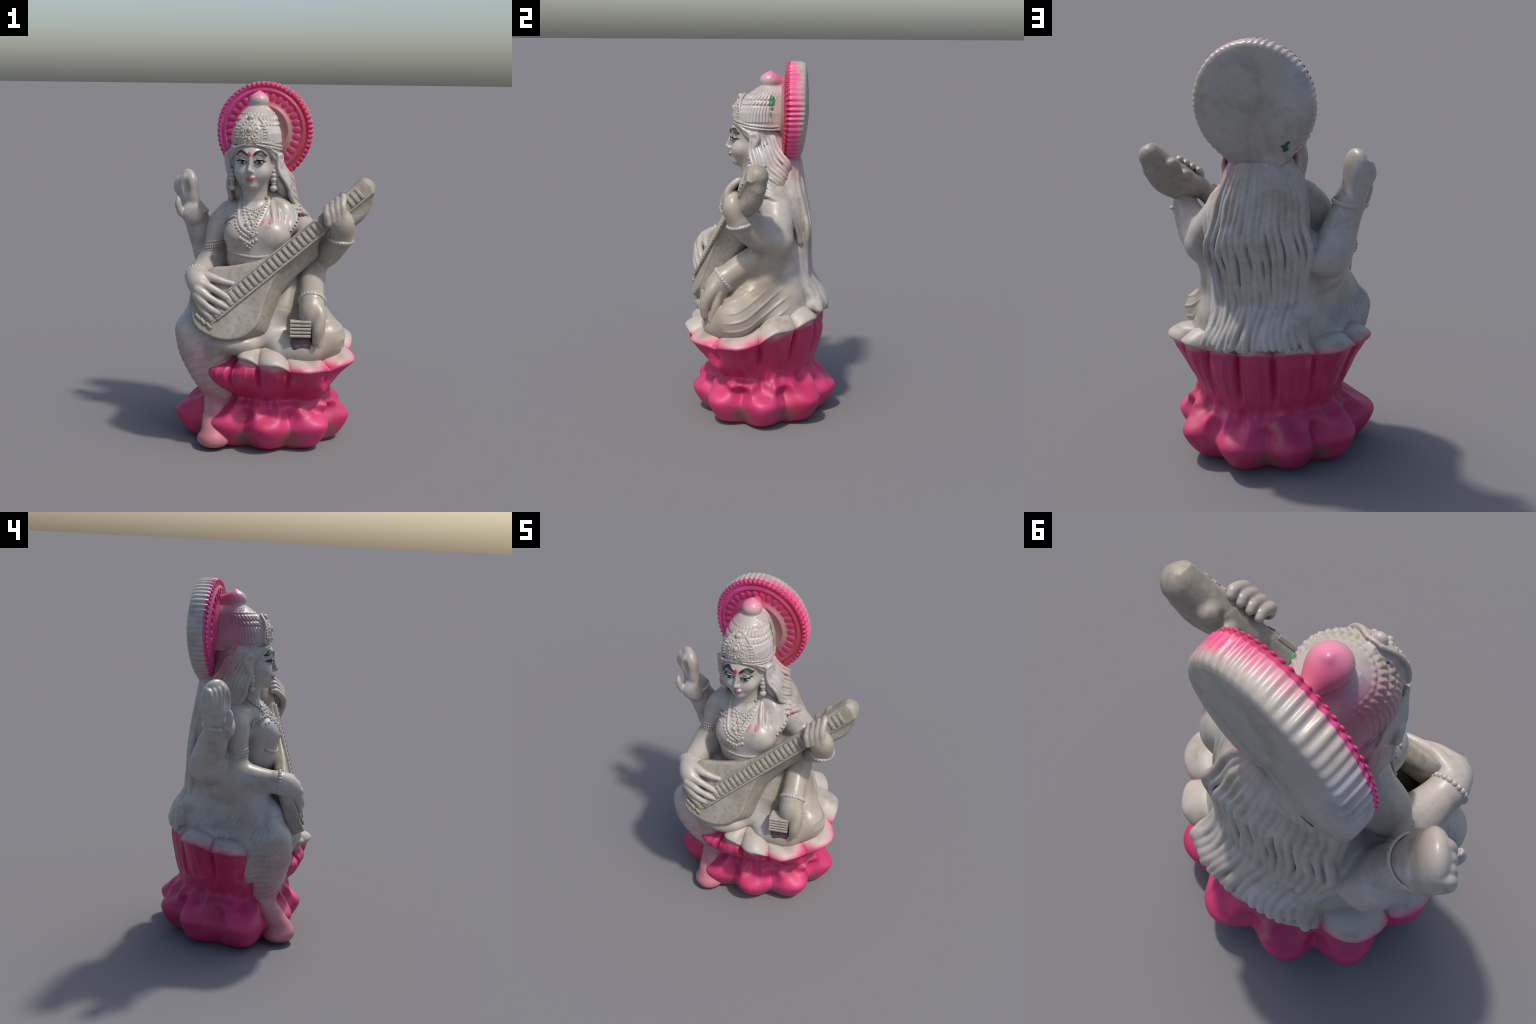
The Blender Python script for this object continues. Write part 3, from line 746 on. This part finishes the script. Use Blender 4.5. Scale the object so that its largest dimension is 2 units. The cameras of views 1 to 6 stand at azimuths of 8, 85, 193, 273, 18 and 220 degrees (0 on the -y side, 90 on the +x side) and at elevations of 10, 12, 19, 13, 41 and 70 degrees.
# ------------------------------------------------------------------ halo
HZ, HX, HR, YAW = 1.723, -.063, .276, .125   # the disc is turned a little to its right
def halo():
    NTH = 768
    th = np.linspace(0, 2 * np.pi, NTH, endpoint=False)          # 0 = +x, pi/2 = up
    down = np.abs((th - 1.5 * np.pi + np.pi) % (2 * np.pi) - np.pi); al = math.radians(45)
    R = np.where(down < np.pi / 2 - al, HR / np.sin(down + al), HR)
    tap = np.clip((R - HR) / .08, 0, 1)
    sc = np.cos(th * 58 + .8 * np.sin(5 * th) + .5 * np.sin(11 * th)) * (.75 + .35 * np.sin(7 * th + 1))
    # (fraction of radius, y, scallop depth) from the front centre over the rim to the back centre
    prof = [(0, .135, 0), (.25, .137, 0), (.48, .141, 0), (.50, .134, 0), (.53, .133, 0), (.55, .143, 0), (.62, .149, 0), (.74, .154, 0), (.78, .156, 0), (.80, .151, 0),
            (.835, .151, 0), (.855, .159, 0), (.89, .163, 0), (.905, .160, .001), (.93, .159, .002), (.955, .162, .003), (.98, .170, .004), (.995, .181, .005), (1.0, .196, .004),
            (1.0, .214, .003), (.998, .232, .003), (.99, .248, .003), (.975, .260, .002), (.95, .266, 0), (.90, .271, 0), (.7, .279, 0), (.4, .285, 0), (.15, .287, 0), (0, .287, 0)]
    rows = []
    for q, y, s in prof:
        r = R * q + s * sc * (1 - tap)
        yy = y + (0.0 - .05 * tap) * (1 if y > .2 else 0) * q
        P = np.column_stack([HX + r * np.cos(th), np.full(NTH, 1.) * yy, HZ + r * np.sin(th)])
        # slight lean: lower part comes forward on the back side
        P[:, 1] -= np.clip(HZ - P[:, 2], 0, 1) * .07
        P[:, 1] -= (P[:, 0] - HX) * YAW
        rows.append(P)
    rows = np.array(rows)
    V, F = loft(rows)
    j = np.arange(len(F)) // NTH
    F = F[:, ::-1]
    whole = build_mesh("whole", V, F, None); nv = np.empty(len(V) * 3, np.float32); whole.vertex_normals.foreach_get("vector", nv); nv = nv.reshape(-1, 3)
    bpy.data.meshes.remove(whole)
    h = add("halo", None, root)
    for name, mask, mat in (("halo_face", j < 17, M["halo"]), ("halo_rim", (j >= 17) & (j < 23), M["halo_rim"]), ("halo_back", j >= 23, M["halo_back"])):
        f = F[mask]; used, inv = np.unique(f, return_inverse=True)
        me = build_mesh(name, V[used], inv.reshape(f.shape), mat); me.normals_split_custom_set_from_vertices([tuple(q) for q in nv[used]])
        add(name, me, h)
    # ring of rounded petals in relief, and beads along the edge
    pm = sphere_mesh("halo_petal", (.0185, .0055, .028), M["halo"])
    for i in range(30):
        a = 2 * np.pi * i / 30 + .05
        if abs((a - 1.5 * np.pi + np.pi) % (2 * np.pi) - np.pi) < .35: continue
        r = HR * .685
        o = add("halo_petal", pm, h, (HX + r * math.cos(a), .1530 - max(0, -r * math.sin(a)) * .07 - r * math.cos(a) * YAW, HZ + r * math.sin(a)))
        o.rotation_euler = (0, math.pi / 2 - a, 0)
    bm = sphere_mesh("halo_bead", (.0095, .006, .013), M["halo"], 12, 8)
    for i in range(62):
        a = 2 * np.pi * (i) / 62
        dn = abs((a - 1.5 * np.pi + np.pi) % (2 * np.pi) - np.pi)
        if dn < .5: continue
        r = HR * .945 if dn > np.pi / 2 - al else HR / math.sin(dn + al) * .945
        o = add("halo_bead", bm, h, (HX + r * math.cos(a), .1640 - max(0, -r * math.sin(a)) * .07 - r * math.cos(a) * YAW, HZ + r * math.sin(a)))
        o.rotation_euler = (0, math.pi / 2 - a, 0)
    return BVHTree.FromPolygons([tuple(v) for v in V], F.tolist())
HALO = halo()

# ------------------------------------------------------------------ lute
NM = unit((.030, -.946, .324)); LP = A(.20, -.178, 1.155) + unit((.0154, -.946, .324)) * .02
AX = A(1, .255, .86); AX = unit(AX - NM * (AX @ NM)); SD = np.cross(AX, NM)
if SD[2] < 0: SD = -SD
def lute_point(t, w, h):
    return LP + AX * t + SD * w + NM * h
def lute():
    f = Field((-.44, -.46, .58), (.62, .10, 1.53), .0034)
    tk = [-.728, -.718, -.69, -.65, -.58, -.50, -.45, -.39, -.31, -.25, -.15, .02, .12, .4]
    wk = [.03, .06, .115, .16, .20, .205, .19, .147, .10, .070, .053, .050, .048, .048]
    dk = [.06, .10, .14, .17, .20, .21, .22, .22, .22, .21, .19, .16, .06, .05]
    q = catmull(np.column_stack([tk, wk, dk]), 120); tk, wk, dk = q[:, 0], q[:, 1], q[:, 2]
    def bowl(X, Y, Z):
        x, y, z = X - LP[0], Y - LP[1], Z - LP[2]
        t = x * AX[0] + y * AX[1] + z * AX[2]; w = x * SD[0] + y * SD[1] + z * SD[2]; h = x * NM[0] + y * NM[1] + z * NM[2]
        W = np.interp(t, tk, wk); Dp = np.interp(t, tk, dk); Dp = np.where(w > 0, np.minimum(Dp, .09), Dp)
        W = W + np.where(w < 0, np.clip(-h - .015, 0, .10) * .70, 0) * np.clip((t + .62) / .15, 0, 1) * np.clip((.10 - t) / .08, 0, 1)
        e = (np.abs(w / W) ** 3 + np.abs(np.minimum(h, 0) / Dp) ** 3) ** (1 / 3)
        d = (e - 1) * np.minimum(W, Dp) * .75
        q = np.maximum(.016 - np.abs(d - h), 0) / .016
        d = np.maximum(d, h) + q * q * .004
        return np.maximum(np.maximum(d, -.73 - t), t - .28)
    f.func((-.42, -.44, .58), (.62, .08, 1.53), bowl, .004, 1)
    # raised border of the sound board and finger board plate
    def plate(X, Y, Z):
        x, y, z = X - LP[0], Y - LP[1], Z - LP[2]
        t = x * AX[0] + y * AX[1] + z * AX[2]; w = x * SD[0] + y * SD[1] + z * SD[2]; h = x * NM[0] + y * NM[1] + z * NM[2]
        return np.maximum(np.maximum(np.abs(w) - .044, np.abs(h) - .010), np.maximum(-.665 - t, t - .455)) * .9
    f.func((-.42, -.44, .58), (.62, .08, 1.53), plate, .006, 1)
    # peg head: thick rounded club, hollowed below
    f.tube([lute_point(.20, .0, -.048), lute_point(.34, .006, -.045), lute_point(.442, .012, -.040)], [.050, .057, .058], .03, 2)
    f.tube([lute_point(.22, -.055, -.055), lute_point(.32, -.06, -.065), lute_point(.40, -.035, -.06)], [.045, .05, .045], .03, 2)
    f.ell(lute_point(.34, .052, -.06), (.034, .034, .03), .015, 2)
    f.ell(lute_point(.26, .052, -.07), (.03, .03, .028), .012, 2)
    V, F, lab = f.mesh(); V = relax(V, F, 1, .35)
    lt = add("lute", None, root)
    tree = split(V, F, lab, {1: ("lute_body", M["lute"], None), 2: ("peg_head", M["lute"], None)}, lt)
    # frets
    def slab(name, a, b, c, mat):
        me = bpy.data.meshes.new(name)
        import bmesh
        bm = bmesh.new(); bmesh.ops.create_cube(bm, size=1)
        bmesh.ops.scale(bm, vec=(2 * a, 2 * b, 2 * c), verts=bm.verts)
        bmesh.ops.bevel(bm, geom=bm.edges[:], offset=min(a, b, c) * .7, segments=3, affect='EDGES', profile=.6)
        bm.to_mesh(me); bm.free(); me.polygons.foreach_set("use_smooth", [True] * len(me.polygons)); me.materials.append(mat); return me
    fm = slab("fret", .0095, .034, .007, M["lute"])
    for i in range(32):
        t = -.645 + i * .0335
        if .14 < t < .31: continue
        if t > .45: break
        o = add("fret", fm, lt, lute_point(t, 0, .011 if t < .2 else .017)); orient(o, AX, NM)
    rm = slab("fingerboard_edge", .37, .005, .008, M["lute"])
    for w in (-.043, .043):
        o = add("fingerboard_edge", rm, lt, lute_point(-.25, w, .007)); orient(o, AX, NM)
    # bridge pegs low on the sound board
    pm = slab("bridge_peg", .008, .022, .008, M["lute"])
    for t, w in ((-.69, .035), (-.685, .0), (-.675, -.04)):
        o = add("bridge_peg", pm, lt, lute_point(t, w, .004)); orient(o, AX, NM)
    return tree, slab
LUTE, slab = lute()

# ------------------------------------------------------------------ book in the lower left hand
bk = add("book", None, root)
pg = slab("book_page", .056, .045, .0075, M["cloth"])
for i in range(5):
    o = add("book_page", pg, bk, (.206, -.290 - .002 * i, .738 - .0185 * i)); o.rotation_euler = (math.radians(-8), 0, math.radians(6))
cv = slab("book_cover", .058, .042, .045, M["maroon"])
o = add("book_cover", cv, bk, (.212, -.285, .615)); o.rotation_euler = (math.radians(-8), 0, math.radians(6))

# ------------------------------------------------------------------ jewellery
def on_surface(trees, p, d, off=0.):
    """Nearest first hit of a ray from p along d on any of the surfaces."""
    best = None
    for t in trees:
        q, n, i, dist = t.ray_cast(Vector(p), Vector(d))
        if q is not None and (best is None or dist < best[2]):
            best = (q, n, dist)
    if best is None:
        return None
    n = best[1]
    if n.dot(Vector(d)) > 0: n = -n
    return best[0] + n * off, n

def join_beads(name, items, parent, mat, kind=None):
    """Many small beads at (point, radii) as one part."""
    s = sphere_mesh("tmp", (1, 1, 1), None, 10, 7)
    V0 = np.array([v.co[:] for v in s.vertices]); F0 = [list(p.vertices) for p in s.polygons]
    Vs, Fs = [], []
    for i, (p, r) in enumerate(items):
        Vs.append(V0 * np.asarray(r) + np.asarray(p)); Fs += [[q + i * len(V0) for q in g] for g in F0]
    bpy.data.meshes.remove(s)
    o = add(name, build_mesh(name, np.vstack(Vs), Fs, mat), parent)
    if kind: o["kind"] = kind
    return o

def bracelet(c, axis, r, bead=.010, n=26, flat=1.0, up=(0, 0, 1)):
    a = unit(axis); u = unit(np.cross(a, up)); v = np.cross(a, u)
    br = add("bracelet", None, root)
    ring = []
    for t in np.linspace(0, 2 * np.pi, 48, endpoint=False):
        o = np.cos(t) * u + np.sin(t) * v * flat
        ring.append([np.asarray(c) + o * (r + .0055 * math.cos(q)) + a * .012 * math.sin(q) for q in np.linspace(0, 2 * np.pi, 10, endpoint=False)])
    R = np.array(ring + [ring[0]])
    V, F = loft(R)
    add("bracelet_band", build_mesh("bracelet_band", V, F, M["bead"]), br)
    bm = sphere_mesh("bead", (bead * .8,) * 3, M["bead"], 10, 7)
    for t in np.linspace(0, 2 * np.pi, n, endpoint=False):
        o = np.cos(t) * u + np.sin(t) * v * flat
        add("bead", bm, br, Vector(np.asarray(c) + o * (r + .001)))

bracelet((-.366, -.234, .950), (0.03, -1, 0), .060, .013, 22)
bracelet((.399, -.134, 1.163), (.12, -.18, 1), .066, .010, 24, up=(0, 1, 0))
bracelet((.261, -.215, .835), (.03, -.75, -.55), .070, .009, 26)
bracelet((-.452, .103, 1.258), (-.16, -.06, 1), .079, .008, 28, up=(0, 1, 0))

def chain(name, pts, spacing, bead, mat, trees=(BODY, HEAD), d=(0, 1, 0), lift=.0, named=True):
    """Beads strung along a curve, dropped onto the surface behind it."""
    C = catmull([(x, z) for x, z in pts], 400)
    L = np.concatenate([[0], np.cumsum(np.linalg.norm(np.diff(C, axis=0), axis=1))])
    out = []
    for s in np.arange(0, L[-1], spacing):
        x, z = np.interp(s, L, C[:, 0]), np.interp(s, L, C[:, 1])
        h = on_surface(trees, (x, -.5, z), d, lift)
        if h is not None and h[0].y > -.26:
            out.append(h[0])
    return out

neck = add("necklace", None, root)
def string(pts, spacing, r, lift=.0):
    bm = sphere_mesh("bead", (r, r, r), M["bead"], 12, 8)
    for q in chain("bead", pts, spacing, r, None, lift=-.25 * r):
        add("bead", bm, neck, q)
string([(-.150, 1.350), (-.128, 1.322), (-.085, 1.306), (-.045, 1.320), (-.015, 1.35)], .011, .0062, .002)
string([(-.135, 1.318), (-.125, 1.275), (-.095, 1.245), (-.062, 1.275), (-.035, 1.315)], .017, .0095, .002)
string([(-.110, 1.300), (-.092, 1.275), (-.070, 1.298)], .016, .0085, .002)
string([(-.175, 1.30), (-.165, 1.24), (-.130, 1.195), (-.085, 1.170), (-.045, 1.195)], .0165, .0092, .002)
string([(-.135, 1.165), (-.110, 1.150), (-.085, 1.135), (-.06, 1.15), (-.035, 1.165)], .020, .0115, .003)
string([(-.110, 1.135), (-.088, 1.112), (-.068, 1.13)], .018, .0095, .003)
string([(-.24, 1.215), (-.215, 1.235), (-.185, 1.245)], .013, .0075, .002)
pend = sphere_mesh("pendant", (.013, .009, .017), M["bead"], 14, 10)
for x, z in ((-.088, 1.262), (-.105, 1.235), (-.072, 1.235), (-.088, 1.212)):
    h = on_surface((BODY, HEAD), (x, -.5, z), (0, 1, 0), .002)
    if h: add("pendant", pend, neck, h[0])

def cord(name, pts, r, mat, parent, trees=(BODY, HEAD), lift=.002, flat=.6):
    """Continuous round or ribbon-like trim laid over the chest."""
    C = catmull(pts, 60); P = []
    for x, z in C:
        h = on_surface(trees, (x, -.5, z), (0, 1, 0), lift)
        if h is not None: P.append(np.array(h[0]))
    P = np.array(P)
    for _ in range(3): P[1:-1] = (P[:-2] + P[1:-1] * 2 + P[2:]) / 4
    rows = []
    for i, p in enumerate(P):
        t = unit(P[min(i + 1, len(P) - 1)] - P[max(i - 1, 0)]); s = unit(np.cross(t, (0, -1, 0))); n = np.cross(s, t)
        rows.append([p + s * r * math.cos(a) + n * r * flat * math.sin(a) for a in np.linspace(0, 2 * np.pi, 12, endpoint=False)])
    V, F = loft(rows)
    return add(name, build_mesh(name, V, F, mat), parent)
cord("necklace_cord", [(-.158, 1.37), (-.160, 1.31), (-.152, 1.26), (-.125, 1.215), (-.085, 1.192)], .0095, M["cloth"], neck)
trim = add("garment_trim", None, root)
TR = [(-.020, 1.375), (-.012, 1.34), (-.028, 1.285), (-.055, 1.225), (-.082, 1.180)]
cord("trim_ribbon", TR, .020, M["cloth"], trim, flat=.35)
bm = sphere_mesh("trim_bead", (.0085, .007, .006), M["bead"], 12, 8)
for q in chain("b", TR, .0145, 0, None, lift=.0075): add("trim_bead", bm, trim, q)
TR2 = [(.155, 1.335), (.165, 1.28), (.150, 1.235), (.125, 1.195)]
for q in chain("b", TR2, .016, 0, None, lift=.003): add("trim_bead", bm, trim, q)
TR3 = [(-.245, 1.225), (-.225, 1.245), (-.195, 1.262), (-.17, 1.272)]
cord("trim_ribbon", TR3, .013, M["cloth"], trim, flat=.4)
for q in chain("b", TR3, .0125, 0, None, lift=.005): add("trim_bead", bm, trim, q)

cord("bodice_hem", [(-.215, 1.095), (-.16, 1.075), (-.06, 1.062), (.04, 1.072)], .008, M["cloth"], trim, trees=(BODY,), lift=.001)
# bead dots on the bodice
# armlet on the front right arm: two rings with a beaded band
arm = add("armlet", None, root)
for z, c, r in ((1.118, (-.305, .008), .060), (1.052, (-.325, .006), .0605)):
    ring = []
    for t in np.linspace(0, 2 * np.pi, 41):
        ring.append([(c[0] + (r + .005 * math.cos(q)) * math.cos(t), c[1] + (r + .005 * math.cos(q)) * math.sin(t), z + .006 * math.sin(q) + .012 * math.cos(t)) for q in np.linspace(0, 2 * np.pi, 8, endpoint=False)])
    V, F = loft(ring); add("armlet_ring", build_mesh("armlet_ring", V, F, M["body"]), arm)
its = []
for j in range(3):
    for t in np.linspace(0, 2 * np.pi, 26, endpoint=False):
        z = 1.068 + j * .017; cx = np.interp(z, [1.052, 1.118], [-.325, -.305])
        its.append(((cx + .0585 * math.cos(t + j * .12), .007 + .0585 * math.sin(t + j * .12), z + .012 * math.cos(t)), (.0075, .0075, .008)))
join_beads("armlet_beads", its, arm, M["body"], "stuff")

# earrings
for s in (-1, 1):
    er = add("earring", None, root)
    x = HC + s * .121
    for z, r in ((1.515, .013), (1.493, .018), (1.470, .019), (1.448, .014), (1.422, .021)):
        add("earring_ball", sphere_mesh("earring_ball", (r, r, r * .9), M["bead"], 16, 10), er, (x - s * .006, -.050, z))

# ------------------------------------------------------------------ painted marks (thin films of paint laid on the surface)
def film(name, outline, trees, project, mat, parent, rings=5, lift=.0022):
    """Closed outline in a 2D frame, filled with rings and dropped on the surface."""
    O = np.asarray(outline, float); c = O.mean(0); rows = []
    for q in list(np.linspace(.04, 1, rings)) + [1.03]:
        row = []
        for p in c + (O - c) * min(q, 1.0):
            o, d = project(*p); h = on_surface(trees, o, d, lift if q <= 1 else -.003)
            if h is None: return None
            row.append(h[0][:])
        rows.append(row)
    V, F = loft(rows)
    F = F.tolist() + [list(range(len(O)))[::-1]]
    return add(name, build_mesh(name, V, F, mat), parent)

def stroke(name, pts, widths, trees, project, mat, parent, n=24, lift=.0022):
    """Brush stroke of varying width along a curve."""
    C = catmull(np.column_stack([pts, widths]), n); rows = [[] for _ in range(9)]
    for i in range(n):
        t = unit(C[min(i + 1, n - 1), :2] - C[max(i - 1, 0), :2]); s = A(-t[1], t[0]); w = max(C[i, 2], .0006)
        for L, k, up in zip(rows, (1, 1, .67, .33, 0, -.33, -.67, -1, -1), (-.003,) + (lift,) * 7 + (-.003,)):
            p = C[i, :2] + s * w * k; o, d = project(*p); h = on_surface(trees, o, d, up)
            if h is None: return None
            L.append(h[0][:])
    V, F = loft(rows, close_u=False)
    return add(name, build_mesh(name, V, F.tolist(), mat), parent)

front = lambda x, z: ((x, -.5, z), (0, 1, 0))
right = lambda y, z: ((.6, y, z), (-1, 0, 0))
def blob(cx, cy, rx, ry, n=24, rag=.0, seed=1):
    r = np.random.RandomState(seed); t = np.linspace(0, 2 * np.pi, n, endpoint=False)
    k = 1 + rag * (np.sin(3 * t + r.rand() * 6) + .6 * np.sin(5 * t + r.rand() * 6))
    return np.column_stack([cx + rx * k * np.cos(t), cy + ry * k * np.sin(t)])
def almond(cx, cz, w, h, n=32, slant=0):
    t = np.linspace(0, 2 * np.pi, n, endpoint=False); x = np.cos(t); 
    z = np.sin(t) * (1 - np.abs(x) ** 2.2) ** .5 * np.where(np.sin(t) > 0, 1, .75)
    return np.column_stack([cx + w * x, cz + h * z + slant * x])
HT = (HEAD,)
for s in (-1, 1):
    ex = HC + s * .046
    stroke("eyebrow", [(HC + s * .017, 1.607), (HC + s * .032, 1.621), (HC + s * .055, 1.627), (HC + s * .084, 1.603)], [.0035, .0058, .0055, .0022], HT, front, M["black"], root)
    eye = add("eye", None, root)
    film("eyeball", almond(ex, 1.568, .025, .0115, slant=s * .001), HT, front, M["teal"], eye)
    film("eye_white", almond(ex, 1.569, .021, .009, slant=s * .001), HT, front, M["eye_white"], eye, lift=.0032)
    film("pupil", blob(ex + .003, 1.571, .0085, .0078), HT, front, M["black"], eye, lift=.0042)
    stroke("eyelid_line", [(ex - s * .026, 1.564), (ex - s * .012, 1.579), (ex + s * .010, 1.581), (ex + s * .032, 1.573)], [.0018, .003, .0036, .0012], HT, front, M["black"], eye, lift=.0045)
film("forehead_mark", blob(-.100, 1.611, .0095, .012), HT, front, M["red"], root, lift=.002)
film("lip", [(HC - .024, 1.484), (HC - .012, 1.493), (HC - .004, 1.4945), (HC, 1.492), (HC + .004, 1.4945), (HC + .012, 1.493), (HC + .024, 1.484), (HC + .014, 1.475), (HC, 1.4715), (HC - .014, 1.475)], HT, front, M["lips"], root)
BH = (BODY, HEAD, CROWN)
for cy, cz, ry, rz, sd in ((.068, 1.793, .017, .022, 1), (.060, 1.768, .013, .010, 2), (.066, 1.745, .010, .009, 3), (.058, 1.712, .004, .015, 4), (.075, 1.770, .008, .01, 7)):
    film("paint_spot", blob(cy, cz, ry, rz, rag=.12, seed=sd), (CROWN,), right, M["green"], root, 6)
for cy, cz, ry in ((.022, 1.543, .005), (.037, 1.552, .004), (.025, 1.433, .0045)):
    film("paint_spot", blob(cy, cz, ry, ry * 1.2, rag=.1, seed=5), BH, right, M["green"], root, 3)
for i, (x, z, r, mt) in enumerate(((-.032, 1.243, .011, "rose"), (-.018, 1.256, .010, "rose"), (.024, 1.252, .012, "rose"), (.172, 1.288, .010, "rose"), (.180, 1.268, .008, "rose"), (.150, 1.305, .0035, "green"))):
    film("paint_spot", blob(x, z, r, r * .9, rag=.15, seed=20 + i), (BODY,), front, M[mt], root, 4, lift=.002)
back = lambda x, z: ((x, .8, z), (0, -1, 0))
stroke("paint_smear", [(-.188, 1.548), (-.208, 1.552), (-.214, 1.540), (-.198, 1.532), (-.212, 1.560), (-.226, 1.572)], [.006] * 6, (HALO,), lambda x, z: back(x, z), M["dark_green"], root)
